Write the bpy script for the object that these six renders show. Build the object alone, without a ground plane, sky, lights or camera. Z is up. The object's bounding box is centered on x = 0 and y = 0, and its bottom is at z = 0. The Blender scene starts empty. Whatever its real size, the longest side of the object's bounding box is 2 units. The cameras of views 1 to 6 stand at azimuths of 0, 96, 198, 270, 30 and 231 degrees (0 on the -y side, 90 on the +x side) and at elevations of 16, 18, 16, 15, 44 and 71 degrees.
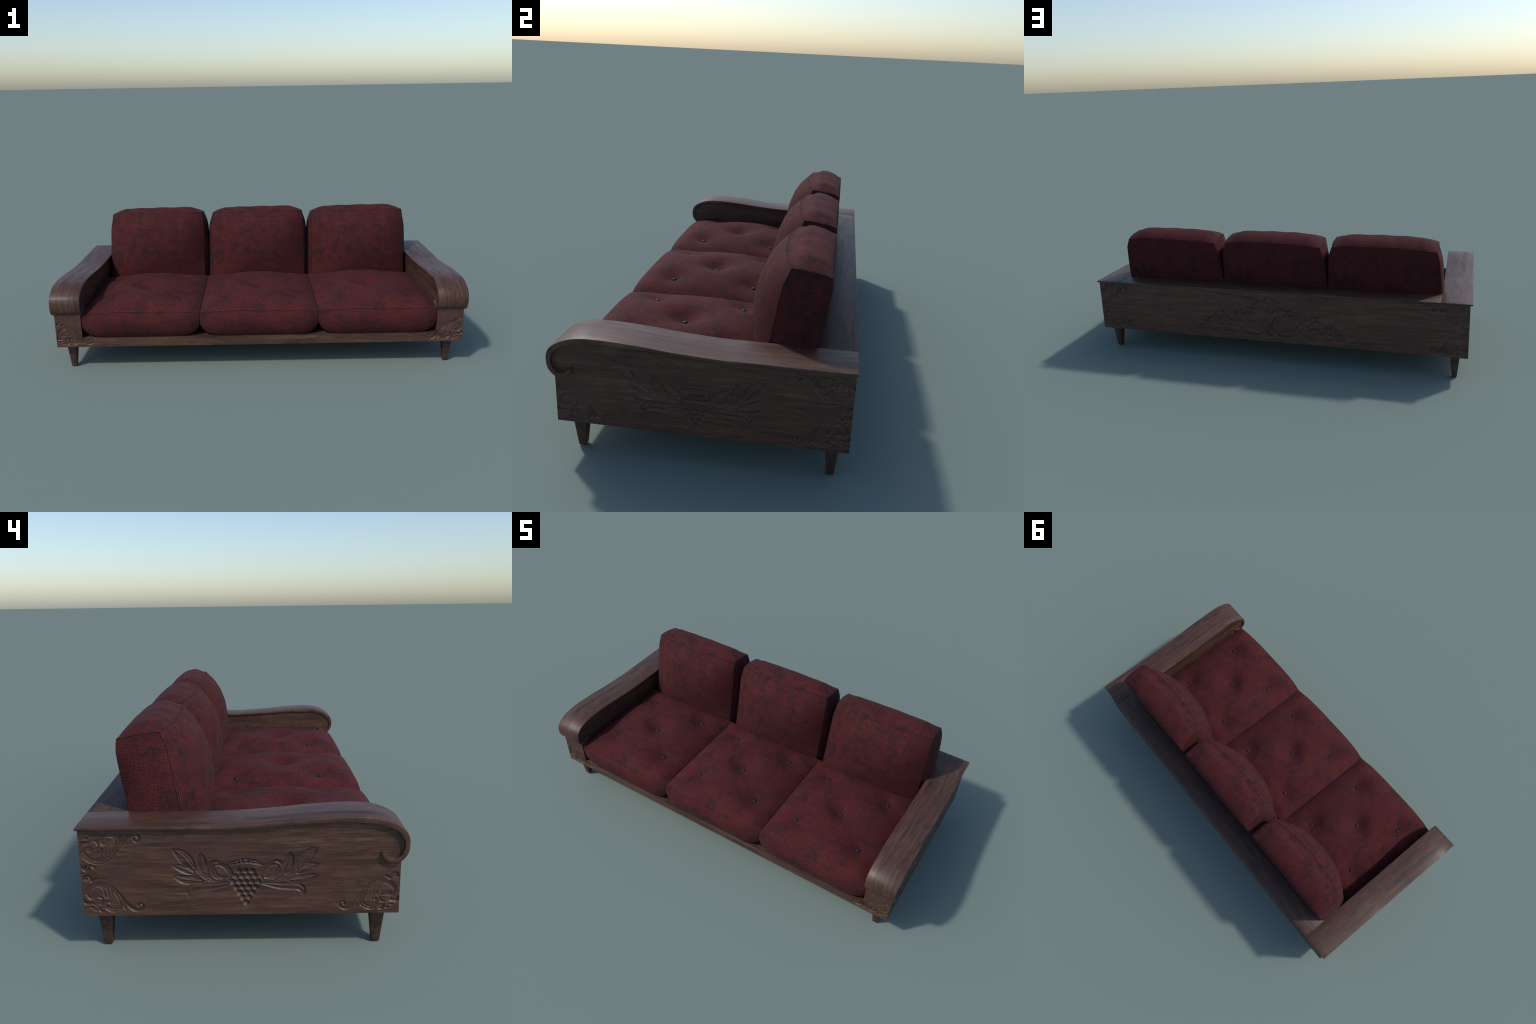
"""Carved wooden three-seat sofa with red woven cushions, built procedurally."""
import bpy, bmesh, math
import numpy as np
from mathutils import Vector

RNG = np.random.default_rng(7)

# ------------------------------------------------------------------ sizes (m)
SIDE_X = 0.988          # outer face of the side panels
INNER_X = 0.862         # inner face of the side panels
FRONT_Y = -0.4515       # front face of posts and rail
BACK_Y = 0.4675         # back face of the back panel
BASE_Z = 0.1205         # underside of the box
RAIL_Z = 0.167          # top of front rail and seat deck
BOARD_LO, BOARD_HI = 0.3885, 0.397
ARM_IN, ARM_OUT = 0.8555, 1.0
EDGE_Y = 0.4725

# ------------------------------------------------------- carving stroke sheets
# each stroke: (across mm, up mm, half width mm) along its spine
CORNER_SCROLL = {
    'leaf_bed': [(20,78,7), (40,86,14), (66,84,17), (86,66,18), (94,44,15), (84,28,10)],
    'spiral_bed': [(22,74,8), (34,70,17), (46,74,14)],
    'root_bed': [(30,46,9), (52,36,14), (70,26,9)],
    'outer_band': [(9.7,66.9,2.2), (13.5,81.9,3.4), (24.0,94.9,3.9), (42.7,102.2,4.3), (64.0,100.0,5.2), (84.6,88.5,6.5), (100.4,68.6,7.3), (110.2,46.7,7.3), (109.1,31.5,6.5), (97.1,20.1,6.0), (82.9,16.5,5.6), (70.3,22.4,5.2), (65.1,34.9,4.7), (67.5,43.4,3.9)],
    'curl_head': [(68.4,43.4,5.2), (74.5,44.3,5.2), (78.4,38.5,2.6)],
    'feather': [(22.4,85.5,2.6), (35.2,94.8,3.4), (50.8,96.4,3.9), (67.4,87.8,4.3), (74.3,76.4,4.3), (75.0,63.2,1.7)],
    'feather_outer': [(51.0,99.3,2.2), (67.8,94.4,3.0), (80.8,82.9,3.6), (85.1,71.6,3.6), (85.7,62.1,1.5)],
    'upper_spiral': [(65.2,59.6,2.6), (63.9,76.6,3.0), (56.2,88.9,3.4), (41.9,92.8,3.4), (27.7,87.4,3.9), (17.9,77.1,4.3), (15.2,65.9,4.3), (21.0,57.3,4.1), (29.5,55.3,3.6), (37.6,59.9,3.0), (39.9,67.4,2.6), (34.3,72.2,1.7)],
    'spiral_eye': [(29.3,63.8,6.5), (30.9,62.8,5.2)],
    'spiral_tongue': [(43.7,59.8,2.2), (55.5,55.9,3.9)],
    'volute': [(6.6,112.9,2.6), (8.2,121.2,3.4), (17.1,125.8,3.9), (25.1,119.2,3.4), (27.7,108.0,2.2)],
    'volute_eye': [(14.6,116.5,4.3), (17.0,113.7,2.6)],
    'bud': [(29.2,106.1,1.3), (35.8,113.4,4.3), (43.0,118.0,2.2)],
    'tail': [(107.6,72.3,0.9), (120.7,49.4,3.0), (132.5,31.2,5.2), (144.9,20.5,6.0), (157.7,16.5,5.6), (169.2,20.2,4.7), (174.1,29.7,3.9), (167.6,37.4,3.4), (159.6,34.6,3.4), (160.1,28.0,2.6)],
    'tail_leaf': [(115.7,52.3,1.0), (118.8,33.2,6.5), (124.4,13.1,0.7)],
    'left_curl': [(2.3,50.9,3.4), (7.6,42.3,6.0), (17.9,40.2,4.7), (30.0,40.1,2.2)],
    'dots': [(19.4,26.9,3.0), (28.0,25.8,3.0)],
    'dots_low': [(30.9,19.1,3.0), (38.6,17.1,3.4)],
    'foot_curl': [(44.4,24.6,2.6), (49.8,16.0,5.2), (60.1,13.9,2.6)],
    'center_leaf': [(56.8,50.2,2.6), (52.4,37.9,5.2), (41.0,36.1,1.7)],
}
GRAPE_LEAVES = {
    'wing_bed': [(-55,102,6), (-95,112,14), (-130,130,22), (-158,142,18), (-178,150,8)],
    'ring_bed': [(-100,140,8), (-86,136,20), (-68,132,18)],
    'stem': [(-43.8,100.9,3.3), (-71.4,100.6,4.4), (-98.8,107.0,4.6), (-120.4,120.4,4.6), (-138.4,139.7,4.4), (-151.9,161.8,4.2), (-165.3,181.9,3.3), (-183.2,197.4,2.4), (-201.2,206.3,0.9)],
    'leaf_top': [(-208,206.5,0.7), (-190,194,13), (-174,178,19), (-161,161,17), (-150,144,8)],
    'leaf_mid': [(-211.2,156.0,0.7), (-191,150.0,10.5), (-172,142.5,13.5), (-151.9,131,8)],
    'leaf_low': [(-208.4,123.3,0.7), (-187,114.9,12), (-162,109.5,14.5), (-130.8,106.0,9)],
    'leaf_hook': [(-164.8,55.3,0.7), (-166.0,74,8.5), (-150,87.0,13), (-121.5,89.0,12.5), (-88.3,90.6,9.5), (-47.2,97.3,3)],
    'leaf_up': [(-127.7,194.3,0.7), (-126.3,173.2,13.5), (-123,153.1,14.5), (-118,132,9)],
    'ring_back': [(-74.2,163.2,2.8), (-90.4,166.9,5.0), (-105.0,156.5,5.5), (-110.0,136.4,5.5), (-104.0,117.2,5.0), (-85.6,106.2,2.2)],
    'ring_fold': [(-93.0,155.1,2.8), (-96.8,136.2,4.6), (-89.6,119.4,4.6), (-77.8,110.9,2.2)],
    'ring': [(-85.3,156.2,3.3), (-67.8,154.8,6.6), (-52.7,145.2,8.3), (-43.2,128.4,7.7), (-49.1,109.4,3.3)],
    'ring_low': [(-88.9,143.2,2.8), (-83.9,126.5,4.6), (-72.1,116.8,5.0), (-54.5,116.6,3.3)],
    'cap': [(-50.3,154.6,1.7), (-34.8,161.5,6.1), (-17.2,166.0,7.2), (5.8,168.1,7.7)],
}
BACK_CREST = {
    'volute_bed': [(16,92,8), (55,88,44), (100,88,56), (148,96,42), (176,118,16)],
    'outer_bed': [(345,68,10), (318,82,36), (276,88,34), (232,84,34), (186,68,18)],
    'crown_bed': [(2,140,6), (26,176,20), (60,182,20), (86,180,8)],
    'volute': [(170.8,155.2,10.0), (176.8,121.4,15.0), (167.0,88.6,18.0), (143.0,60.9,19.0), (102.9,42.4,17.0), (64.0,41.8,14.0), (32.0,62.3,13.0), (22.8,94.4,12.0), (36.9,120.6,12.0), (67.2,129.9,11.0), (93.1,116.2,10.0), (102.1,93.9,9.0), (95.4,72.7,9.0), (72.5,64.8,9.0), (50.6,76.5,8.4), (45.8,96.5,8.0), (60.5,110.9,7.6), (78.2,103.6,7.0), (82.8,91.5,6.4), (73.4,84.4,5.0)],
    'outer_scroll': [(255.7,127.2,6.0), (292.4,118.4,13.0), (324.3,95.9,16.0), (336.3,70.9,16.0), (329.8,49.2,14.0), (308.1,41.0,12.0), (281.1,51.3,9.0), (257.6,71.3,3.0)],
    'inner_curl': [(312.7,60.7,7.0), (299.9,69.8,8.0), (279.8,69.5,4.0)],
    'inner_frond': [(306.7,87.3,4.0), (285.7,99.0,9.0), (258.4,117.0,4.0)],
    'tip_leaf': [(407.4,39.7,1.2), (383.0,48.9,13.0), (343.7,54.1,8.0)],
    'tip_bud': [(370.5,64.1,9.0), (361.9,56.7,7.0)],
    'tip_low': [(398.3,37.4,1.6), (370.0,31.7,8.0), (336.6,40.6,5.0)],
    'base_frond': [(326.7,37.4,3.0), (298.9,27.6,7.0), (262.9,22.6,8.0), (232.5,27.3,8.0), (205.1,17.6,1.6)],
    'side_leaf': [(254.0,153.0,1.2), (239.3,134.4,14.0), (216.4,120.3,17.0), (193.8,102.3,14.0), (177.1,83.8,5.0)],
    'side_bud': [(207.9,128.9,9.0), (198.4,123.7,8.0)],
    'frond_a': [(170.7,60.5,1.6), (200.8,54.0,10.0), (227.4,43.8,9.0), (252.1,33.6,1.2)],
    'frond_b': [(180.1,67.7,1.2), (209.6,71.2,8.0), (242.8,82.5,1.6)],
    'frond_c': [(152.1,40.2,1.6), (181.1,51.7,11.0), (203.6,41.8,9.0), (208.9,21.3,1.2)],
    'frond_d': [(208.2,63.4,1.6), (236.4,59.0,7.0), (255.2,47.4,1.6)],
    'crest_a': [(184.5,124.7,7.0), (179.1,148.7,10.0), (166.5,161.4,6.0)],
    'crest_b': [(163.8,142.1,8.0), (148.8,162.7,8.0)],
    'crest_c': [(159.8,142.4,6.0), (135.6,155.9,11.0), (106.4,156.1,9.0), (77.6,151.5,1.2)],
    'crest_tongue': [(143.2,126.0,6.0), (112.0,124.5,10.0), (90.1,135.9,9.0), (77.7,150.5,1.6)],
    'wing_leaf': [(126.0,186.8,1.2), (103.3,177.7,10.0), (75.7,187.5,13.0), (48.4,197.1,17.0), (24.5,179.6,16.0), (8.7,149.9,5.0)],
    'wing_rib': [(58.8,217.5,4.0), (36.4,207.6,10.0), (16.5,186.0,10.0), (2.6,158.1,4.0)],
    'palmette': [(-0.3,139.0,3.0), (-0.2,177.6,12.0), (0.5,204.4,22.0), (1.3,227.2,21.0)],
    'palmette_lobe': [(19.3,206.9,10.0), (28.2,219.7,9.0)],
    'base': [(1.0,90.4,8.0), (0.0,68.9,14.0), (-0.6,41.5,16.0)],
}
GRAPE_ROWS = [(3, 136.3), (4, 120.5), (5, 103.5), (4, 86.5), (3, 70.0), (2, 54.0), (1, 38.2)]
RIBBED = {'leaf_top', 'leaf_mid', 'leaf_low', 'leaf_hook', 'leaf_up', 'tail_leaf', 'side_leaf', 'wing_leaf',
          'palmette', 'tip_leaf', 'crest_c', 'frond_a', 'frond_c', 'outer_band', 'cap'}

# ------------------------------------------------------------------ materials
def nodes_of(name):
    m = bpy.data.materials.new(name)
    m.use_nodes = True
    nt = m.node_tree
    nt.nodes.clear()
    out = nt.nodes.new('ShaderNodeOutputMaterial')
    b = nt.nodes.new('ShaderNodeBsdfPrincipled')
    nt.links.new(b.outputs[0], out.inputs[0])
    return m, nt, b

class G:
    """tiny helper to wire nodes"""
    def __init__(self, nt):
        self.nt = nt
    def n(self, kind, **props):
        x = self.nt.nodes.new(kind)
        for k, v in props.items():
            setattr(x, k, v)
        return x
    def link(self, a, b):
        self.nt.links.new(a, b)
    def put(self, sock, v):
        if hasattr(v, 'is_output') or isinstance(v, bpy.types.NodeSocket):
            self.link(v, sock)
        else:
            sock.default_value = v
    def math(self, op, a, b=0.0, c=0.0, clamp=False):
        x = self.n('ShaderNodeMath', operation=op, use_clamp=clamp)
        self.put(x.inputs[0], a); self.put(x.inputs[1], b); self.put(x.inputs[2], c)
        return x.outputs[0]
    def mix(self, f, a, b, blend='MIX'):
        x = self.n('ShaderNodeMix', data_type='RGBA', blend_type=blend)
        self.put(x.inputs[0], f); self.put(x.inputs[6], a); self.put(x.inputs[7], b)
        return x.outputs[2]
    def mapping(self, src, scale=(1, 1, 1), loc=(0, 0, 0), rot=(0, 0, 0)):
        x = self.n('ShaderNodeMapping')
        self.link(src, x.inputs[0])
        x.inputs[1].default_value = loc; x.inputs[2].default_value = rot; x.inputs[3].default_value = scale
        return x.outputs[0]
    def noise(self, vec, scale, detail=3, rough=0.55, dist=0.0):
        x = self.n('ShaderNodeTexNoise')
        self.link(vec, x.inputs['Vector'])
        x.inputs['Scale'].default_value = scale; x.inputs['Detail'].default_value = detail
        x.inputs['Roughness'].default_value = rough; x.inputs['Distortion'].default_value = dist
        return x.outputs['Fac']
    def ramp(self, f, stops, interp='LINEAR'):
        x = self.n('ShaderNodeValToRGB')
        self.link(f, x.inputs[0])
        el = x.color_ramp.elements
        while len(el) < len(stops):
            el.new(0.5)
        for e, (p, c) in zip(el, stops):
            e.position = p
            e.color = c if len(c) == 4 else (*c, 1)
        x.color_ramp.interpolation = interp
        return x.outputs[0]
    def rng(self, f, a, b, c=0.0, d=1.0):
        x = self.n('ShaderNodeMapRange')
        self.link(f, x.inputs[0])
        for i, v in enumerate((a, b, c, d)):
            x.inputs[i + 1].default_value = v
        return x.outputs[0]

def wood(name, axis, shift=0.0, gain=1.0, rough=0.46, carved=0.0):
    m, nt, b = nodes_of(name)
    g = G(nt)
    co = g.n('ShaderNodeTexCoord').outputs['Object']
    along = {'x': (1.5, 24, 24), 'y': (24, 1.8, 24), 'z': (24, 24, 1.5), 'yz': (24, 1.6, 1.6)}[axis]
    fine = {'x': (9, 330, 330), 'y': (330, 9, 330), 'z': (330, 330, 9), 'yz': (330, 8, 8)}[axis]
    v1 = g.mapping(co, along, (shift, shift * 1.7, shift * 0.6))
    v2 = g.mapping(co, fine, (shift * 3, 0, 0))
    bands = g.noise(v1, 1.9, 6, 0.68, 0.8)
    streak = g.noise(v1, 7.5, 5, 0.75, 0.3)
    pores = g.noise(v2, 1.0, 3, 0.6)
    f = g.math('ADD', g.math('MULTIPLY', bands, 0.45), g.math('ADD', g.math('MULTIPLY', streak, 0.33), g.math('MULTIPLY', pores, 0.22)))
    s = gain
    col = g.ramp(f, [(0.40, (0.020 * s, 0.0095 * s, 0.0070 * s)), (0.47, (0.050 * s, 0.0240 * s, 0.0155 * s)),
                     (0.53, (0.079 * s, 0.0385 * s, 0.0235 * s)), (0.61, (0.121 * s, 0.062 * s, 0.037 * s))])
    ring = g.noise(v1, 1.3, 2, 0.5, 0.6)
    for lvl in (0.40, 0.47, 0.53, 0.60):
        line = g.math('ABSOLUTE', g.math('SUBTRACT', ring, lvl))
        col = g.mix(g.rng(line, 0.0, 0.012, 0.62, 0.0), col, (0.020 * s, 0.0105 * s, 0.0085 * s, 1))
    # slow drift between a reddish and a greyer brown, plus old grime
    drift = g.noise(co, 7.0, 3, 0.6)
    col = g.mix(g.rng(drift, 0.4, 0.65, 0.0, 0.55), col, (0.072 * s, 0.029 * s, 0.022 * s, 1), 'MIX')
    grime = g.noise(co, 14.0, 6, 0.7)
    col = g.mix(g.rng(grime, 0.52, 0.72, 0.0, 0.5), col, (0.024 * s, 0.013 * s, 0.010 * s, 1))
    if carved:                                # occlusion shade painted into carved grooves, edge highlights tinted onto the rims
        pt = g.n('ShaderNodeNewGeometry').outputs['Pointiness']
        col = g.mix(g.rng(pt, 0.50, 0.42, 0.0, carved), col, (0.010, 0.006, 0.005, 1))
        col = g.mix(g.rng(pt, 0.51, 0.58, 0.0, 0.60), col, (0.115 * s, 0.070 * s, 0.050 * s, 1))
    g.link(col, b.inputs['Base Color'])
    g.link(g.rng(f, 0.35, 0.7, rough + 0.10, rough - 0.08), b.inputs['Roughness'])
    b.inputs['Specular IOR Level'].default_value = 0.42
    bp = g.n('ShaderNodeBump')
    bp.inputs['Strength'].default_value = 0.30
    bp.inputs['Distance'].default_value = 0.0012
    g.link(g.math('ADD', g.math('MULTIPLY', streak, 0.6), pores), bp.inputs['Height'])
    g.link(bp.outputs[0], b.inputs['Normal'])
    return m

def fabric(name, axes, period, contrast=1.0, gain=1.0):
    """woven cloth: threads run along the two object axes named in `axes`"""
    m, nt, b = nodes_of(name)
    g = G(nt)
    co = g.n('ShaderNodeTexCoord').outputs['Object']
    wob = g.n('ShaderNodeTexNoise')
    g.link(co, wob.inputs['Vector'])
    wob.inputs['Scale'].default_value = 26.0
    wob.inputs['Detail'].default_value = 2.0
    vm = g.n('ShaderNodeVectorMath', operation='MULTIPLY_ADD')
    g.link(wob.outputs['Color'], vm.inputs[0])
    vm.inputs[1].default_value = (0.013, 0.013, 0.013)
    g.link(co, vm.inputs[2])
    sep = g.n('ShaderNodeSeparateXYZ')
    g.link(vm.outputs[0], sep.inputs[0])
    k = 2 * math.pi / period
    def thread(ax):
        s = g.math('SINE', g.math('MULTIPLY', sep.outputs['xyz'.index(ax)], k))
        return g.math('MULTIPLY_ADD', s, 0.5, 0.5)
    ta, tb = thread(axes[0]), thread(axes[1])
    spot = g.math('MULTIPLY', g.math('POWER', ta, 0.75), g.math('POWER', tb, 0.75))
    vary = g.noise(co, 330.0, 2, 0.6)
    w = g.math('ADD', g.math('MULTIPLY', spot, 0.85), g.math('MULTIPLY', g.math('SUBTRACT', vary, 0.5), 0.5))
    s = gain
    lo, hi = (0.016 * s, 0.0062 * s, 0.0068 * s), (0.190 * s, 0.0215 * s, 0.0215 * s)
    mid = tuple((a + c) / 2 for a, c in zip(lo, hi))
    lo = tuple(mm + (a - mm) * contrast for a, mm in zip(lo, mid))
    hi = tuple(mm + (a - mm) * contrast for a, mm in zip(hi, mid))
    col = g.ramp(w, [(0.10, lo), (0.72, hi)])
    # rubbed warmer areas and dark soiled clouds
    warm = g.noise(co, 5.5, 3, 0.6)
    col = g.mix(g.rng(warm, 0.48, 0.7, 0.0, 0.30), col, (0.125 * s, 0.024 * s, 0.017 * s, 1))
    soil = g.noise(g.mapping(co, (1, 1, 1), (3.1, 0.4, 1.3)), 22.0, 9, 0.80, 0.3)
    cloud = g.rng(g.noise(co, 7.5, 3, 0.6), 0.36, 0.62, 0.25, 1.0)
    col = g.mix(g.math('MULTIPLY', cloud, g.rng(soil, 0.43, 0.60, 0.0, 0.95)), col, (0.018 * s, 0.0080 * s, 0.0090 * s, 1))
    g.link(col, b.inputs['Base Color'])
    b.inputs['Roughness'].default_value = 0.88
    b.inputs['Specular IOR Level'].default_value = 0.22
    b.inputs['Sheen Weight'].default_value = 0.02
    b.inputs['Sheen Roughness'].default_value = 0.45
    b.inputs['Sheen Tint'].default_value = (0.75, 0.6, 0.62, 1)
    bp = g.n('ShaderNodeBump')
    bp.inputs['Strength'].default_value = 0.55
    bp.inputs['Distance'].default_value = 0.0014
    g.link(w, bp.inputs['Height'])
    g.link(bp.outputs[0], b.inputs['Normal'])
    return m

def plain(name, col, rough, spec=0.5):
    m, nt, b = nodes_of(name)
    g = G(nt)
    co = g.n('ShaderNodeTexCoord').outputs['Object']
    f = g.noise(co, 160.0, 3, 0.6)
    g.link(g.ramp(f, [(0.3, tuple(c * 0.7 for c in col)), (0.7, tuple(c * 1.25 for c in col))]), b.inputs['Base Color'])
    b.inputs['Roughness'].default_value = rough
    b.inputs['Specular IOR Level'].default_value = spec
    return m

WOOD_X = wood('walnut_grain_across', 'x', 0.0, 1.22, 0.42, 0.75)
WOOD_Y = wood('walnut_grain_deep', 'y', 2.3, 1.12, 0.42, 0.50)
WOOD_LEG = wood('walnut_leg', 'x', 5.1, 0.85, 0.5)
ARM_WOOD = wood('walnut_polished_arm', 'yz', 4.4, 1.14, 0.44)
BOARD_WOOD = wood('walnut_polished_board', 'x', 6.2, 1.0, 0.47)
CLOTH_XZ = fabric('woven_red_cloth_upright', 'xz', 0.0052, 1.0)
CLOTH_YZ = fabric('woven_red_cloth_side', 'yz', 0.0040, 1.0)
CLOTH_XY = fabric('woven_red_cloth_flat', 'xy', 0.0056, 0.85)
SEAM = plain('dark_stitched_seam', (0.012, 0.008, 0.010), 0.9, 0.2)
BUTTON = plain('dark_blue_grey_button', (0.011, 0.0135, 0.017), 0.6, 0.35)

# -------------------------------------------------------------- mesh plumbing
SOFA = bpy.data.objects.new('sofa', None)
bpy.context.collection.objects.link(SOFA)
SOFA['label'] = 'three-seat carved dark wood sofa with buttoned red woven cushions'
SOFA['category'] = 'sofa'

def make(name, verts, faces, mats, parent, mat_idx=None, smooth=True, loc=(0, 0, 0)):
    me = bpy.data.meshes.new(name)
    me.from_pydata([tuple(map(float, v)) for v in verts], [], [tuple(map(int, f)) for f in faces])
    for m in (mats if isinstance(mats, (list, tuple)) else [mats]):
        me.materials.append(m)
    if mat_idx is not None:
        me.polygons.foreach_set('material_index', np.asarray(mat_idx, dtype=np.int32))
    me.polygons.foreach_set('use_smooth', [smooth] * len(me.polygons))
    me.update()
    ob = bpy.data.objects.new(name, me)
    bpy.context.collection.objects.link(ob)
    ob.parent = parent
    ob.location = loc
    return ob

def tidy(ob, weld=1e-5, bevel=0.0, segs=2, angle=35):
    bm = bmesh.new()
    bm.from_mesh(ob.data)
    if weld:
        bmesh.ops.remove_doubles(bm, verts=bm.verts, dist=weld)
    bmesh.ops.recalc_face_normals(bm, faces=bm.faces)
    if bevel:
        ed = [e for e in bm.edges if len(e.link_faces) == 2 and e.calc_face_angle(0) > math.radians(angle)]
        bmesh.ops.bevel(bm, geom=ed, offset=bevel, segments=segs, profile=0.5, affect='EDGES')
    bm.to_mesh(ob.data)
    bm.free()
    ob.data.polygons.foreach_set('use_smooth', [True] * len(ob.data.polygons))
    ob.data.set_sharp_from_angle(angle=math.radians(angle + 15))
    ob.data.update()
    return ob

def box(name, lo, hi, mat, parent, bevel=0.002):
    (x0, y0, z0), (x1, y1, z1) = lo, hi
    v = [(x, y, z) for x in (x0, x1) for y in (y0, y1) for z in (z0, z1)]
    f = [(0, 1, 3, 2), (4, 6, 7, 5), (0, 4, 5, 1), (2, 3, 7, 6), (0, 2, 6, 4), (1, 5, 7, 3)]
    return tidy(make(name, v, f, mat, parent), bevel=bevel)

def spline(pts, per=8):
    """Catmull-Rom through control points of any dimension"""
    P = np.asarray(pts, float)
    if len(P) < 3:
        t = np.linspace(0, 1, per + 1)[:, None]
        return P[0] * (1 - t) + P[-1] * t
    E = np.vstack([2 * P[0] - P[1], P, 2 * P[-1] - P[-2]])
    out = []
    t = np.linspace(0, 1, per, endpoint=False)[:, None]
    for i in range(1, len(E) - 2):
        a, b_, c, d = E[i - 1], E[i], E[i + 1], E[i + 2]
        out.append(0.5 * (2 * b_ + (c - a) * t + (2 * a - 5 * b_ + 4 * c - d) * t ** 2 + (3 * b_ - a - 3 * c + d) * t ** 3))
    return np.vstack(out + [P[-1:]])

# ------------------------------------------------------------- carved reliefs
WALL = 0.0032
DEPTH = 0.0058

def stroke_depth(U, V, strokes, mirror=False, gain=1.0):
    """depth of carving below the panel face at points (U, V)"""
    D = np.zeros_like(U)
    ribs = np.zeros_like(U)
    for name, pts in strokes.items():
        for sgn in ((1, -1) if mirror else (1,)):
            S = spline(np.array(pts) * 1e-3 * np.array([sgn, 1, 1]), 22)
            S[:, 2] = np.maximum(S[:, 2], 0.0004)
            w_max = S[:, 2].max()
            lo, hi = S[:, :2].min(0) - w_max - 0.004, S[:, :2].max(0) + w_max + 0.004
            sel = (U > lo[0]) & (U < hi[0]) & (V > lo[1]) & (V < hi[1])
            if not sel.any():
                continue
            u, v = U[sel], V[sel]
            R = np.hypot(u[:, None] - S[None, :, 0], v[:, None] - S[None, :, 1])
            e = (S[None, :, 2] - R).max(1)
            near = R.min(1)
            wloc = S[R.argmin(1), 2]
            t = np.clip(e / WALL, 0, 1)
            d = DEPTH * np.sqrt(1 - (1 - t) ** 2)
            d *= np.clip(0.45 + w_max / 0.008, 0.6, 1.0)
            # floor tilts up a little towards the spine so bands stay legible
            rel = np.clip(near / np.maximum(wloc, 1e-4), 0, 1)
            d *= 1 - 0.30 * (1 - rel ** 2) * (t > 0)
            if name in RIBBED:
                d -= 0.0024 * np.exp(-(near / 0.0014) ** 2) * t
            if name.endswith('_bed'):
                d *= 0.4
            D[sel] = np.maximum(D[sel], d * gain)
    return D

def grape_depth(U, V):
    D = stroke_depth(U, V, GRAPE_LEAVES, mirror=True)
    # stem rib raised through the leaves
    for sgn in (1, -1):
        S = spline(np.array(GRAPE_LEAVES['stem']) * 1e-3 * np.array([sgn, 1, 1]), 12)
        R = np.hypot(U[..., None] - S[:, 0], V[..., None] - S[:, 1]).min(-1)
        D -= 0.0018 * np.exp(-(R / 0.0014) ** 2) * (D > 0.001)
    # twisted strands over the bunch
    for k in range(-2, 3):
        x0 = k * 0.013
        q = U - x0 - 0.35 * (0.160 - V)
        D -= 0.0018 * np.exp(-(q / 0.0013) ** 2) * (np.abs(V - 0.162) < 0.011) * (D > 0.0005)
    r = 0.0096
    for count, up in GRAPE_ROWS:
        for i in range(count):
            cx = (i - (count - 1) / 2) * 0.0186
            h = np.sqrt(np.clip(r * r - (U - cx) ** 2 - (V - up * 1e-3) ** 2, 0, None))
            inside = h > 0
            D = np.where(inside, np.maximum(h * 0.85 - 0.0008, 0), D)
    return np.clip(D, 0, 0.0080)

def patch(name, u0, u1, v0, v1, depth_fn, place, mat, parent, step=0.0014, keep=None, cuts_u=(), cuts_v=()):
    """fine grid over a rectangle of a panel, sunk by depth_fn, edge kept flush"""
    def ticks(a, b, cuts):
        ks = sorted([a, b] + [c for c in cuts if a < c < b])
        out = []
        for s, e in zip(ks[:-1], ks[1:]):
            out += list(np.linspace(s, e, max(2, int(round((e - s) / step))) + 1)[:-1])
        return np.array(out + [b])
    us, vs = ticks(u0, u1, cuts_u), ticks(v0, v1, cuts_v)
    U, V = np.meshgrid(us, vs, indexing='ij')
    D = depth_fn(U, V)
    edge = np.minimum.reduce([U - u0, u1 - U, V - v0, v1 - V])
    D = D * np.clip(edge / 0.002, 0, 1)
    if keep is not None:
        D = D * keep(U, V, True)
    XYZ = np.stack(place(U, V, D), -1).reshape(-1, 3)
    nu, nv = len(us), len(vs)
    i, j = np.meshgrid(np.arange(nu - 1), np.arange(nv - 1), indexing='ij')
    if keep is not None:
        uc, vc = (us[:-1] + us[1:]) / 2, (vs[:-1] + vs[1:]) / 2
        UC, VC = np.meshgrid(uc, vc, indexing='ij')
        ok = keep(UC, VC, False)
        i, j = i[ok], j[ok]
    i, j = i.ravel(), j.ravel()
    F = np.stack([i * nv + j, (i + 1) * nv + j, (i + 1) * nv + j + 1, i * nv + j + 1], -1)
    a, b_, c = XYZ[F[0, 0]], XYZ[F[0, 1]], XYZ[F[0, 3]]
    n = np.cross(b_ - a, c - a)
    outward = np.array(place(np.zeros(1), np.zeros(1), np.full(1, -1.0))).ravel() - np.array(place(np.zeros(1), np.zeros(1), np.zeros(1))).ravel()
    if n @ outward < 0:
        F = F[:, ::-1]
    ob = make(name, XYZ, F, mat, parent)
    return ob

CORNER_W, CORNER_H = 0.181, 0.131
def corner_depth(U, V):
    return stroke_depth(U, V, CORNER_SCROLL)

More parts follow.
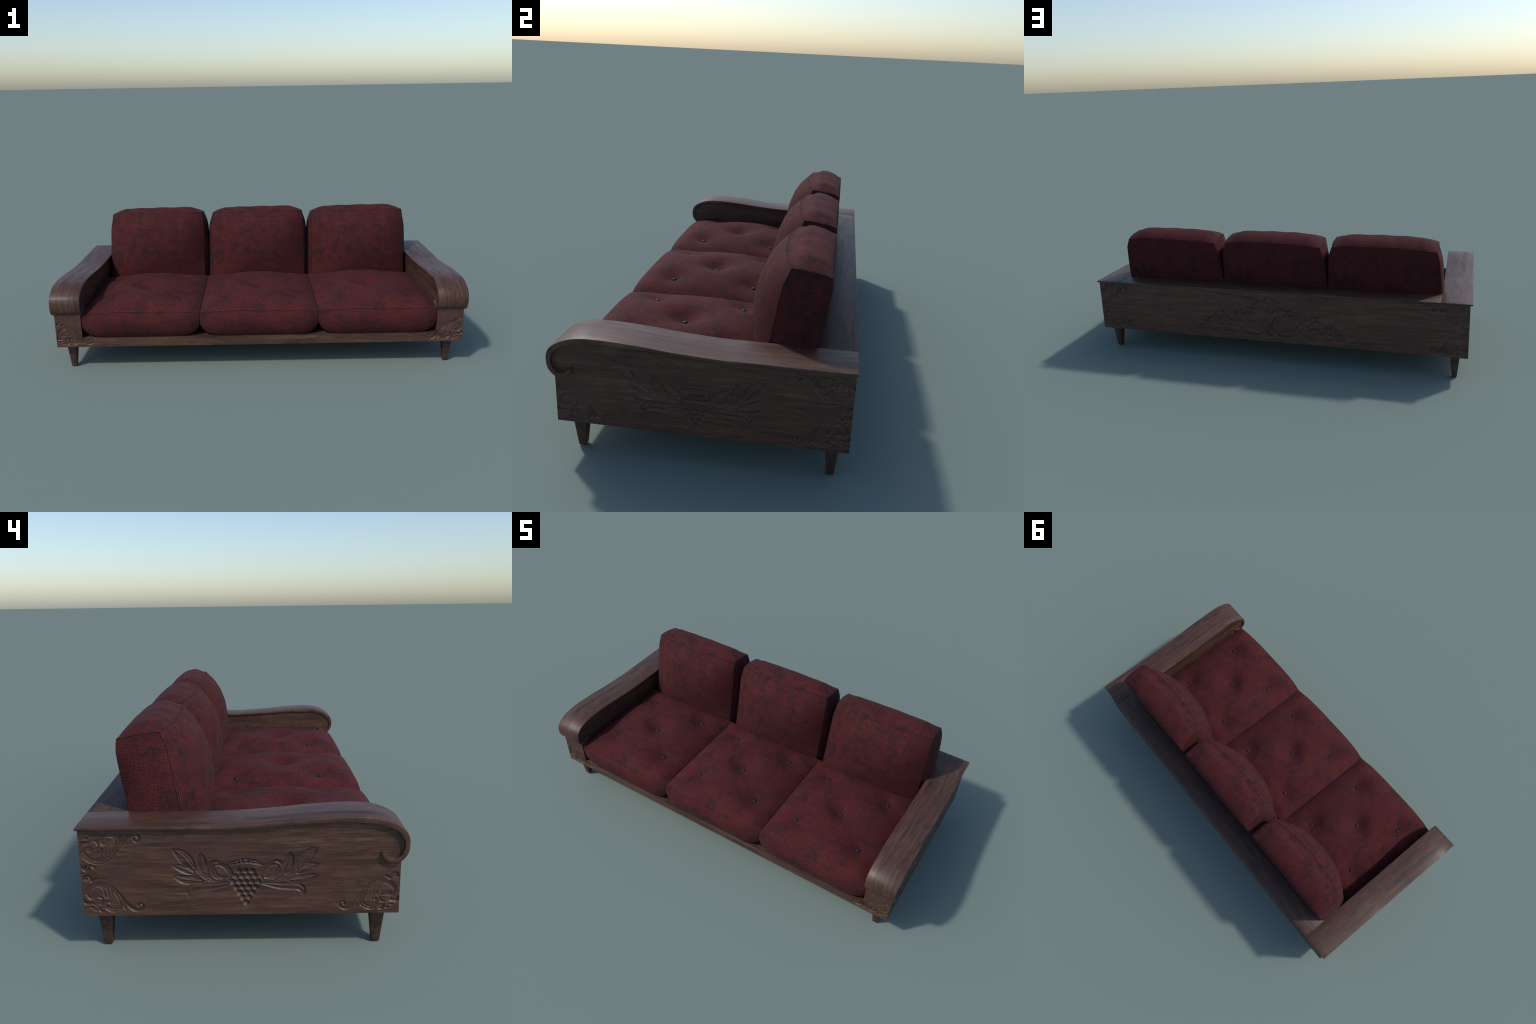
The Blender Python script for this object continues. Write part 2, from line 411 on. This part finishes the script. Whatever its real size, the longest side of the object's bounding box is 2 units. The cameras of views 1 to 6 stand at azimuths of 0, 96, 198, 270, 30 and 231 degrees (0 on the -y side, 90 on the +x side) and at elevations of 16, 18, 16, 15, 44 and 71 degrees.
# ------------------------------------------------------------ armrest profile
OUTER = [(EDGE_Y, .397), (.30, .397), (.14, .3970), (.05, .3972), (-.0839, .4049), (-.1745, .4133), (-.2499, .4188), (-.3100, .4206),
         (-.3600, .4190), (-.4000, .4115), (-.4340, .3975), (-.4590, .3790), (-.4695, .3610), (-.4725, .3425), (-.4715, .3235), (-.4660, .3050),
         (-.4500, .2870), (-.4320, .2805), (-.4150, .2830), (-.4020, .2925), (-.3930, .3050)]
INNER = [(EDGE_Y, .3885), (.30, .3885), (.14, .3882), (.05, .3868), (-.0838, .3936), (-.1746, .4005), (-.2499, .4032), (-.3080, .4034),
         (-.3520, .4018), (-.3880, .3955), (-.4172, .3863), (-.4390, .3738), (-.4520, .3574), (-.4582, .3400), (-.4570, .3220), (-.4500, .3050),
         (-.4400, .2968), (-.4300, .2944), (-.4190, .2968), (-.4090, .3040), (-.4010, .3115)]

def arm_strip(sign):
    o, i = spline(OUTER, 6), spline(INNER, 6)
    tip = []
    a, b_ = o[-1], i[-1]
    mid, rad = (a + b_) / 2, (a - b_) / 2
    fwd = (o[-1] - o[-3]); fwd = fwd / np.linalg.norm(fwd) * np.linalg.norm(rad)
    for t in np.linspace(0, math.pi, 7)[1:-1]:
        tip.append(mid + rad * math.cos(t) + fwd * math.sin(t))
    loop = np.vstack([o, tip, i[::-1]])
    n = len(loop)
    xs = (ARM_IN * sign, ARM_OUT * sign)
    v = [(x, p[0], p[1]) for x in xs for p in loop]
    f = [(k, (k + 1) % n, n + (k + 1) % n, n + k) for k in range(n)]
    m = len(o)
    # caps as quad strip between outer and inner curves
    t0 = m + len(tip)
    for base in (0, n):
        for k in range(m - 1):
            f.append((base + k, base + k + 1, base + n - 2 - k, base + n - 1 - k))
        f.append(tuple(base + q for q in range(m - 1, t0 + 1)))
    ob = make('armrest', v, f, ARM_WOOD, SOFA)
    tidy(ob, bevel=0.0016, segs=2, angle=50)
    return ob

CURVE = (spline(OUTER, 6) + spline(INNER, 6)) / 2
top_half = CURVE[:np.argmin(CURVE[:, 0]) + 1]
def arm_mid_z(y):
    return np.interp(-np.asarray(y), -top_half[:, 0], top_half[:, 1])

# ---------------------------------------------------------------- side panels
def side(sign):
    H = BOARD_LO - BASE_Z
    def place(U, V, D):                       # U runs from the back edge to the front
        return (sign * (SIDE_X - D), BACK_Y - U, BASE_Z + V)
    L = BACK_Y - FRONT_Y
    grape_u = BACK_Y + 0.0063
    u_breaks = [0, CORNER_W, grape_u - 0.219, grape_u + 0.219, L - CORNER_W, L]
    # inner shell: inner face, underside and plain outer areas
    v, f = [], []
    def quad(*pts):
        f.append(tuple(range(len(v), len(v) + len(pts))))
        v.extend(pts)
    def plain_rect(u0, u1, v0, v1):
        if v1 is None:                        # reaches up into the arm strip
            us = np.linspace(u0, u1, 16)
            for a, b_ in zip(us[:-1], us[1:]):
                za, zb = arm_mid_z(BACK_Y - a), arm_mid_z(BACK_Y - b_)
                X = sign * SIDE_X
                quad((X, BACK_Y - a, BASE_Z + v0), (X, BACK_Y - b_, BASE_Z + v0), (X, BACK_Y - b_, zb), (X, BACK_Y - a, za))
        else:
            X = sign * SIDE_X
            quad((X, BACK_Y - u0, BASE_Z + v0), (X, BACK_Y - u1, BASE_Z + v0), (X, BACK_Y - u1, BASE_Z + v1), (X, BACK_Y - u0, BASE_Z + v1))
    b = u_breaks
    plain_rect(b[0], b[1], CORNER_H, H - CORNER_H)
    plain_rect(b[0], b[1], H, None)
    plain_rect(b[1], b[2], 0, None)
    plain_rect(b[2], b[3], 0, 0.028)
    plain_rect(b[2], b[3], 0.215, None)
    plain_rect(b[3], b[4], 0, None)
    plain_rect(b[4], b[5], CORNER_H, None)
    # inner face
    us = np.linspace(0, L, 60)
    for a, c in zip(us[:-1], us[1:]):
        X = sign * INNER_X
        quad((X, BACK_Y - a, BASE_Z), (X, BACK_Y - c, BASE_Z), (X, BACK_Y - c, arm_mid_z(BACK_Y - c)), (X, BACK_Y - a, arm_mid_z(BACK_Y - a)))
    # underside
    quad((sign * INNER_X, FRONT_Y, BASE_Z), (sign * SIDE_X, FRONT_Y, BASE_Z), (sign * SIDE_X, BACK_Y, BASE_Z), (sign * INNER_X, BACK_Y, BASE_Z))
    # post front above the carving, up into the scroll
    quad((sign * INNER_X, FRONT_Y, BASE_Z + CORNER_H), (sign * SIDE_X, FRONT_Y, BASE_Z + CORNER_H), (sign * SIDE_X, FRONT_Y, 0.372), (sign * INNER_X, FRONT_Y, 0.372))
    panel = make('side_panel', v, f, WOOD_Y, SOFA, smooth=False)
    # nose of the panel filling the scroll
    nose_pts = [(FRONT_Y, .290)] + [tuple(p) for p in CURVE if p[0] < FRONT_Y - 0.001 and p[1] > .292] + [(FRONT_Y, .372)]
    seen, ring = set(), []
    for p in sorted(nose_pts, key=lambda q: -q[1]):
        ring.append(p)
    n = len(ring)
    nv = [(sign * x, p[0], p[1]) for x in (INNER_X + 0.0004, SIDE_X - 0.0004) for p in ring]
    nf = [tuple(range(n)), tuple(range(n, 2 * n))] + [(k, (k + 1) % n, n + (k + 1) % n, n + k) for k in range(n)]
    tidy(make('scroll_core', nv, nf, WOOD_Y, panel))
    patch('carved_corner', 0, CORNER_W, 0, CORNER_H, corner_depth, place, WOOD_Y, panel)
    patch('carved_corner', 0, CORNER_W, H - CORNER_H, H, lambda U, V: corner_depth(U, H - V), place, WOOD_Y, panel)
    patch('carved_corner', L - CORNER_W, L, 0, CORNER_H, lambda U, V: corner_depth(L - U, V), place, WOOD_Y, panel)
    patch('carved_grapes', b[2], b[3], 0.028, 0.215, lambda U, V: grape_depth(U - grape_u, V), place, WOOD_Y, panel, step=0.0012)
    return panel

# ------------------------------------------------------------------ back panel
def back_panel():
    H = BOARD_LO - BASE_Z
    def place(U, V, D):
        return (U, BACK_Y - D, BASE_Z + V)
    v, f = [], []
    def rect(u0, u1, v0, v1):
        k = len(v)
        v.extend([(u0, BACK_Y, BASE_Z + v0), (u1, BACK_Y, BASE_Z + v0), (u1, BACK_Y, BASE_Z + v1), (u0, BACK_Y, BASE_Z + v1)])
        f.append((k + 3, k + 2, k + 1, k))
    W = SIDE_X
    top = H + 0.004
    for s in (-1, 1):
        a, c = sorted((s * W, s * (W - CORNER_W)))
        rect(a, c, CORNER_H, H - CORNER_H)
        rect(a, c, H, top)
    CW, C0, C1 = 0.420, 0.008, 0.256
    rect(-W + CORNER_W, -CW, 0, top)
    rect(CW, W - CORNER_W, 0, top)
    rect(-CW, CW, 0, C0)
    rect(-CW, CW, C1, top)
    k = len(v)
    # inner face and underside of the back panel
    v.extend([(-INNER_X, 0.350, BASE_Z), (INNER_X, 0.350, BASE_Z), (INNER_X, 0.350, 0.392), (-INNER_X, 0.350, 0.392),
              (-INNER_X, BACK_Y, BASE_Z), (INNER_X, BACK_Y, BASE_Z)])
    f.append((k, k + 1, k + 2, k + 3))
    f.append((k, k + 4, k + 5, k + 1))
    panel = make('back_panel', v, f, WOOD_X, SOFA, smooth=False)
    for s in (-1, 1):
        a, c = sorted((s * W, s * (W - CORNER_W)))
        patch('carved_corner', a, c, 0, CORNER_H, lambda U, V, s=s: corner_depth(W - s * U, V), place, WOOD_X, panel)
        patch('carved_corner', a, c, H - CORNER_H, H, lambda U, V, s=s: corner_depth(W - s * U, H - V), place, WOOD_X, panel)
    patch('carved_crest', -CW, CW, C0, C1, lambda U, V: stroke_depth(U, V, BACK_CREST, mirror=True, gain=1.5), place, WOOD_X, panel, step=0.0017)
    return panel

# ------------------------------------------------------------------ front rail
def front_rail():
    def place(U, V, D):
        return (U, FRONT_Y + D, BASE_Z + V)
    v, f = [], []
    RW = SIDE_X - CORNER_W
    h = RAIL_Z - BASE_Z
    v = [(-RW, FRONT_Y, BASE_Z), (RW, FRONT_Y, BASE_Z), (RW, FRONT_Y, RAIL_Z), (-RW, FRONT_Y, RAIL_Z),
         (-INNER_X, FRONT_Y, RAIL_Z), (INNER_X, FRONT_Y, RAIL_Z), (INNER_X, 0.350, RAIL_Z), (-INNER_X, 0.350, RAIL_Z),
         (-INNER_X, FRONT_Y, BASE_Z), (INNER_X, FRONT_Y, BASE_Z), (INNER_X, 0.350, BASE_Z), (-INNER_X, 0.350, BASE_Z)]
    f = [(0, 1, 2, 3), (4, 5, 6, 7), (8, 11, 10, 9)]
    rail = make('front_rail', v, f, WOOD_X, SOFA, smooth=False)
    for s in (-1, 1):
        a, c = sorted((s * SIDE_X, s * RW))
        def keep(U, V, soft, s=s):
            over = np.minimum(INNER_X - s * U, V - h)        # >0 in the open corner
            if soft:
                return np.clip(-over / 0.0015, 0, 1)
            return over < 0
        patch('carved_corner', a, c, 0, CORNER_H, lambda U, V, s=s: corner_depth(SIDE_X - s * U, V), place, WOOD_X, rail,
              keep=keep, cuts_u=(s * INNER_X,), cuts_v=(h,))
    return rail

def leg(sx, cy):
    levels = [(BASE_Z + 0.004, 0.0235), (0.014, 0.0132), (0.0, 0.0118)]
    v, f = [], []
    for z, h in levels:
        v += [(sx + dx * h, cy + dy * h, z) for dx, dy in ((-1, -1), (1, -1), (1, 1), (-1, 1))]
    for k in range(2):
        for q in range(4):
            f.append((k * 4 + q, k * 4 + (q + 1) % 4, k * 4 + 4 + (q + 1) % 4, k * 4 + 4 + q))
    f += [(0, 1, 2, 3), (8, 9, 10, 11)]
    ob = make('leg', v, f, WOOD_LEG, SOFA)
    return tidy(ob, bevel=0.0018, segs=2, angle=40)

# -------------------------------------------------------------------- cushions
def cube_faces(n):
    """six n x n sheets of the unit cube: yields (tag, p, q, r) grids in -1..1, 0..1, 0..1"""
    t = np.linspace(0, 1, n + 1)
    t = 0.5 - 0.5 * np.cos(np.pi * (0.15 + 0.70 * t)) / math.cos(math.pi * 0.15)   # denser near edges
    A, B = np.meshgrid(t, t, indexing='ij')
    Z, O = np.zeros_like(A), np.ones_like(A)
    yield 'front', 2 * A - 1, Z, B
    yield 'rear', 2 * A - 1, O, B
    yield 'left', -O, A, B
    yield 'right', O, A, B
    yield 'top', 2 * A - 1, B, O
    yield 'bottom', 2 * A - 1, B, Z

def cushion_mesh(name, shape, n, mats):
    V, F, M = [], [], []
    base = 0
    for tag, p, q, r in cube_faces(n):
        X = np.stack(shape(tag, p, q, r), -1)
        m = n + 1
        V.append(X.reshape(-1, 3))
        i, j = np.meshgrid(np.arange(n), np.arange(n), indexing='ij')
        i, j = i.ravel(), j.ravel()
        F.append(np.stack([i * m + j, (i + 1) * m + j, (i + 1) * m + j + 1, i * m + j + 1], -1) + base)
        M += [mats[tag]] * (n * n)
        base += m * m
    return np.vstack(V), np.vstack(F), M

def smoothed(ob):
    bm = bmesh.new()
    bm.from_mesh(ob.data)
    bmesh.ops.remove_doubles(bm, verts=bm.verts, dist=2e-5)
    bmesh.ops.recalc_face_normals(bm, faces=bm.faces)
    bm.to_mesh(ob.data)
    bm.free()
    ob.data.polygons.foreach_set('use_smooth', [True] * len(ob.data.polygons))
    ob.data.update()

def cord_mesh(name, lines, radius, sides=6):
    V, F = [], []
    for L in lines:
        L = np.asarray(L)
        T = np.gradient(L, axis=0)
        T /= np.linalg.norm(T, axis=1)[:, None] + 1e-12
        ref = np.where(np.abs(T[:, 2:3]) > 0.9, np.array([[1.0, 0, 0]]), np.array([[0, 0, 1.0]]))
        N = np.cross(T, ref); N /= np.linalg.norm(N, axis=1)[:, None]
        B = np.cross(T, N)
        base = len(V)
        for k in range(len(L)):
            for s in range(sides):
                a = 2 * math.pi * s / sides
                V.append(L[k] + radius * (math.cos(a) * N[k] + math.sin(a) * B[k]))
        for k in range(len(L) - 1):
            for s in range(sides):
                F.append((base + k * sides + s, base + k * sides + (s + 1) % sides, base + (k + 1) * sides + (s + 1) % sides, base + (k + 1) * sides + s))
    return V, F

def ripple(x, y, z, seed=0.0):
    """low lumps of stuffing"""
    return (np.sin(17 * x + 3 * seed + 5 * z) * np.sin(13 * z + 11 * y + seed) + 0.6 * np.sin(31 * x + 7 * y + 2 * seed) * np.sin(27 * z + 19 * y)) * 0.5

Z_BOT = 0.170
def back_shape(tag, p, q, r):
    zs = [0.17, 0.31, 0.40, 0.44, 0.513, 0.57, 0.605, 0.625, 0.655]
    ym_ = [0.160, 0.121, 0.108, 0.109, 0.121, 0.143, 0.165, 0.184, 0.224]
    ap = np.abs(p)
    tilt = 0.003 * p
    z_front_top = 0.636 + 0.010 * (1 - ap ** 6) + tilt
    z_rear_top = 0.6185 + 0.003 * np.cos(3 * p) + tilt
    ztop = z_front_top * (1 - q) + z_rear_top * q + 0.0045 * (4 * q * (1 - q)) ** 0.8
    z = Z_BOT + (ztop - Z_BOT) * r
    # edges of the front and rear sheets
    h = (z - Z_BOT) / (0.655 - Z_BOT)
    ye = np.interp(z, [0.17, 0.4254, 0.505, 0.5825, 0.636, 0.655], [0.150, 0.2002, 0.2120, 0.2260, 0.2475, 0.2475])
    dome = 1 - ap ** 2.5
    ym = np.interp(z, zs, ym_)
    yf = ye + (ym - ye) * dome
    yr = np.interp(z, [0.17, 0.40, 0.50, 0.54, 0.575, 0.60, 0.62], [0.314, 0.3464, 0.3655, 0.3725, 0.3772, 0.3778, 0.3750])
    y = yf * (1 - q) + yr * q
    hx_f = np.interp(z, [0.17, 0.30, 0.55, 0.60, 0.64], [0.268, 0.264, 0.2625, 0.260, 0.256])
    hx_r = np.interp(z, [0.17, 0.40, 0.50, 0.575, 0.62], [0.286, 0.284, 0.276, 0.269, 0.254])
    side_b = 4 * q * (1 - q) * 0.017 * np.clip((0.64 - z) / 0.10, 0, 1) ** 0.6
    hx = hx_f * (1 - q) + hx_r * q + side_b
    x = p * hx
    if tag == 'top':
        rise = np.clip(q / 0.47, 0, 1); rise = rise * rise * (3 - 2 * rise)
        fall = 1 - np.clip((q - 0.55) / 0.45, 0, 1) ** 2.6
        z = z + 0.0255 * rise * fall * np.clip((1 - ap) / 0.27, 0, 1) ** 0.85 + (0.0 + 0.0014 * np.sin(13 * p + 0.6) * (1 - ap ** 4)) * (4 * q * (1 - q)) ** 0.8
        y = y + 0.010 * q ** 6 * (1 - q) ** 0.6 * (1 - ap ** 6) * 3
    if tag == 'front':
        y = y + 0.0022 * ripple(x, 0 * x, z, 1.0) * (1 - ap ** 4) * np.clip((0.64 - z) / 0.05, 0, 1)
    if tag == 'rear':
        y = y + 0.006 * (1 - ap ** 4) * 4 * r * (1 - r)
    return x, y, z

BUTTONS = [(-0.1685, -0.300), (0.1685, -0.300), (0.0, -0.1465), (-0.1685, 0.045), (0.1685, 0.045)]
TUFT = [0.0255, 0.0255, 0.0355, 0.0285, 0.0285]
SEAT_BACK = 0.165
def seat_top_z(x, y, p, q):
    ap = np.abs(p)
    edge = 0.285 + 0.011 * (1 - ap ** 4) * (1 - q) ** 2
    s = 2 * q - 1
    crown = 0.0535 * (1 - ap ** 3.8) * (1 - np.abs(s) ** 6)
    z = edge + crown
    for (bx, by), deep in zip(BUTTONS, TUFT):
        d = np.hypot(x - bx, (y - by))
        z = z - deep * np.exp(-(d / 0.066) ** 1.9) - 0.003 * np.exp(-(d / 0.016) ** 2)
    z = z + 0.0020 * ripple(x * 1.3, y * 1.2, 0 * x, 2.0) * (1 - ap ** 2) * (1 - s ** 2)
    return z

def seat_shape(tag, p, q, r):
    ap = np.abs(p)
    lower = 1 - r
    yf = -0.4435 - 0.0250 * (1 - ap ** 7) * np.clip(1 - np.abs(2 * r - 0.95) ** 2.2, 0, 1) - 0.008 * (1 - ap ** 4) * r
    y = yf * (1 - q) + SEAT_BACK * q
    # rounded lower corners, slight barrel sides
    hx = 0.2800 + 0.0080 * np.clip(1 - np.abs(2 * r - 1.05) ** 2.0, 0, 1) - 0.034 * lower ** 5 + 0.0062 * r ** 4
    x = p * hx
    zt = seat_top_z(x, y, p, q)
    z0 = 0.1675 + 0.013 * ap ** 8
    if tag == 'top':
        z = zt
    else:
        z = z0 + (zt - z0) * r
    if tag == 'front':
        y = y + 0.0012 * ripple(x, 0 * x, z * 2, 4.0) * (1 - ap ** 6)
    return x, y, z

def seam_line(shape, p, q, r, n=70):
    t = np.linspace(0, 1, n)
    f = lambda c: c[0] + (c[1] - c[0]) * t if isinstance(c, tuple) else np.full(n, float(c))
    return np.stack(shape('edge', f(p), f(q), f(r)), -1)

def cushions():
    v, f, m = cushion_mesh('back_cushion', back_shape, 56, {'front': 0, 'rear': 0, 'left': 1, 'right': 1, 'top': 2, 'bottom': 2})
    first = make('back_cushion', v, f, [CLOTH_XZ, CLOTH_YZ, CLOTH_XY], SOFA, m)
    smoothed(first)
    lines = [seam_line(back_shape, (-1, 1), 0, 1), seam_line(back_shape, (-1, 1), 1, 1)]
    for s in (-1, 1):
        lines += [seam_line(back_shape, s, 0, (0.1, 1)), seam_line(back_shape, s, (0, 1), 1)]
    cv, cf = cord_mesh('seam', lines, 0.0010)
    seam = make('seam', cv, cf, SEAM, first)
    for k, cx in enumerate((-0.5705, 0.0025, 0.5745)):
        ob = first if k == 0 else first.copy()
        if k:
            bpy.context.collection.objects.link(ob)
            s2 = seam.copy(); bpy.context.collection.objects.link(s2)
            s2.parent = ob
        ob.parent = SOFA
        ob.location = (cx, 0, 0)

    v, f, m = cushion_mesh('seat_cushion', seat_shape, 84, {'front': 0, 'rear': 0, 'left': 1, 'right': 1, 'top': 2, 'bottom': 2})
    seat = make('seat_cushion', v, f, [CLOTH_XZ, CLOTH_YZ, CLOTH_XY], SOFA, m)
    smoothed(seat)
    lines = [seam_line(seat_shape, (-1, 1), 0, 1), seam_line(seat_shape, -1, (0, 1), 1), seam_line(seat_shape, 1, (0, 1), 1)]
    cv, cf = cord_mesh('seam', lines, 0.0004)
    seam = make('seam', cv, cf, SEAM, seat)
    bm = bmesh.new()
    bmesh.ops.create_uvsphere(bm, u_segments=24, v_segments=14, radius=1.0)
    bv = [(q.co.x * 0.0096, q.co.y * 0.0096, q.co.z * 0.0055) for q in bm.verts]
    bm.verts.index_update()
    bf = [[q.index for q in fc.verts] for fc in bm.faces]
    bm.free()
    for k, cx in enumerate((-0.5755, 0.0, 0.5755)):
        ob = seat if k == 0 else seat.copy()
        if k:
            bpy.context.collection.objects.link(ob)
            s2 = seam.copy(); bpy.context.collection.objects.link(s2)
            s2.parent = ob
        ob.parent = SOFA
        ob.location = (cx, 0, 0)
        for i, (bx, by) in enumerate(BUTTONS):
            if k == 0 and i == 0:
                btn = make('button', bv, bf, BUTTON, ob)
                first_btn = btn
            else:
                btn = first_btn.copy(); bpy.context.collection.objects.link(btn)
                btn.parent = ob
            q0 = (by + 0.47) / (SEAT_BACK + 0.47)
            zz = float(seat_top_z(np.array(bx), np.array(by), np.array(bx / 0.283), np.array(q0)))
            btn.location = (bx, by, zz + 0.0028)

# ---------------------------------------------------------------------- build
for s in (-1, 1):
    side(s)
    arm_strip(s)
    for cy in (-0.397, 0.4165):
        leg(s * 0.9272, cy)
back_panel()
front_rail()
box('top_board', (-ARM_IN, 0.346, BOARD_LO), (ARM_IN, EDGE_Y, BOARD_HI - 0.0004), BOARD_WOOD, SOFA, bevel=0.0012)
cushions()
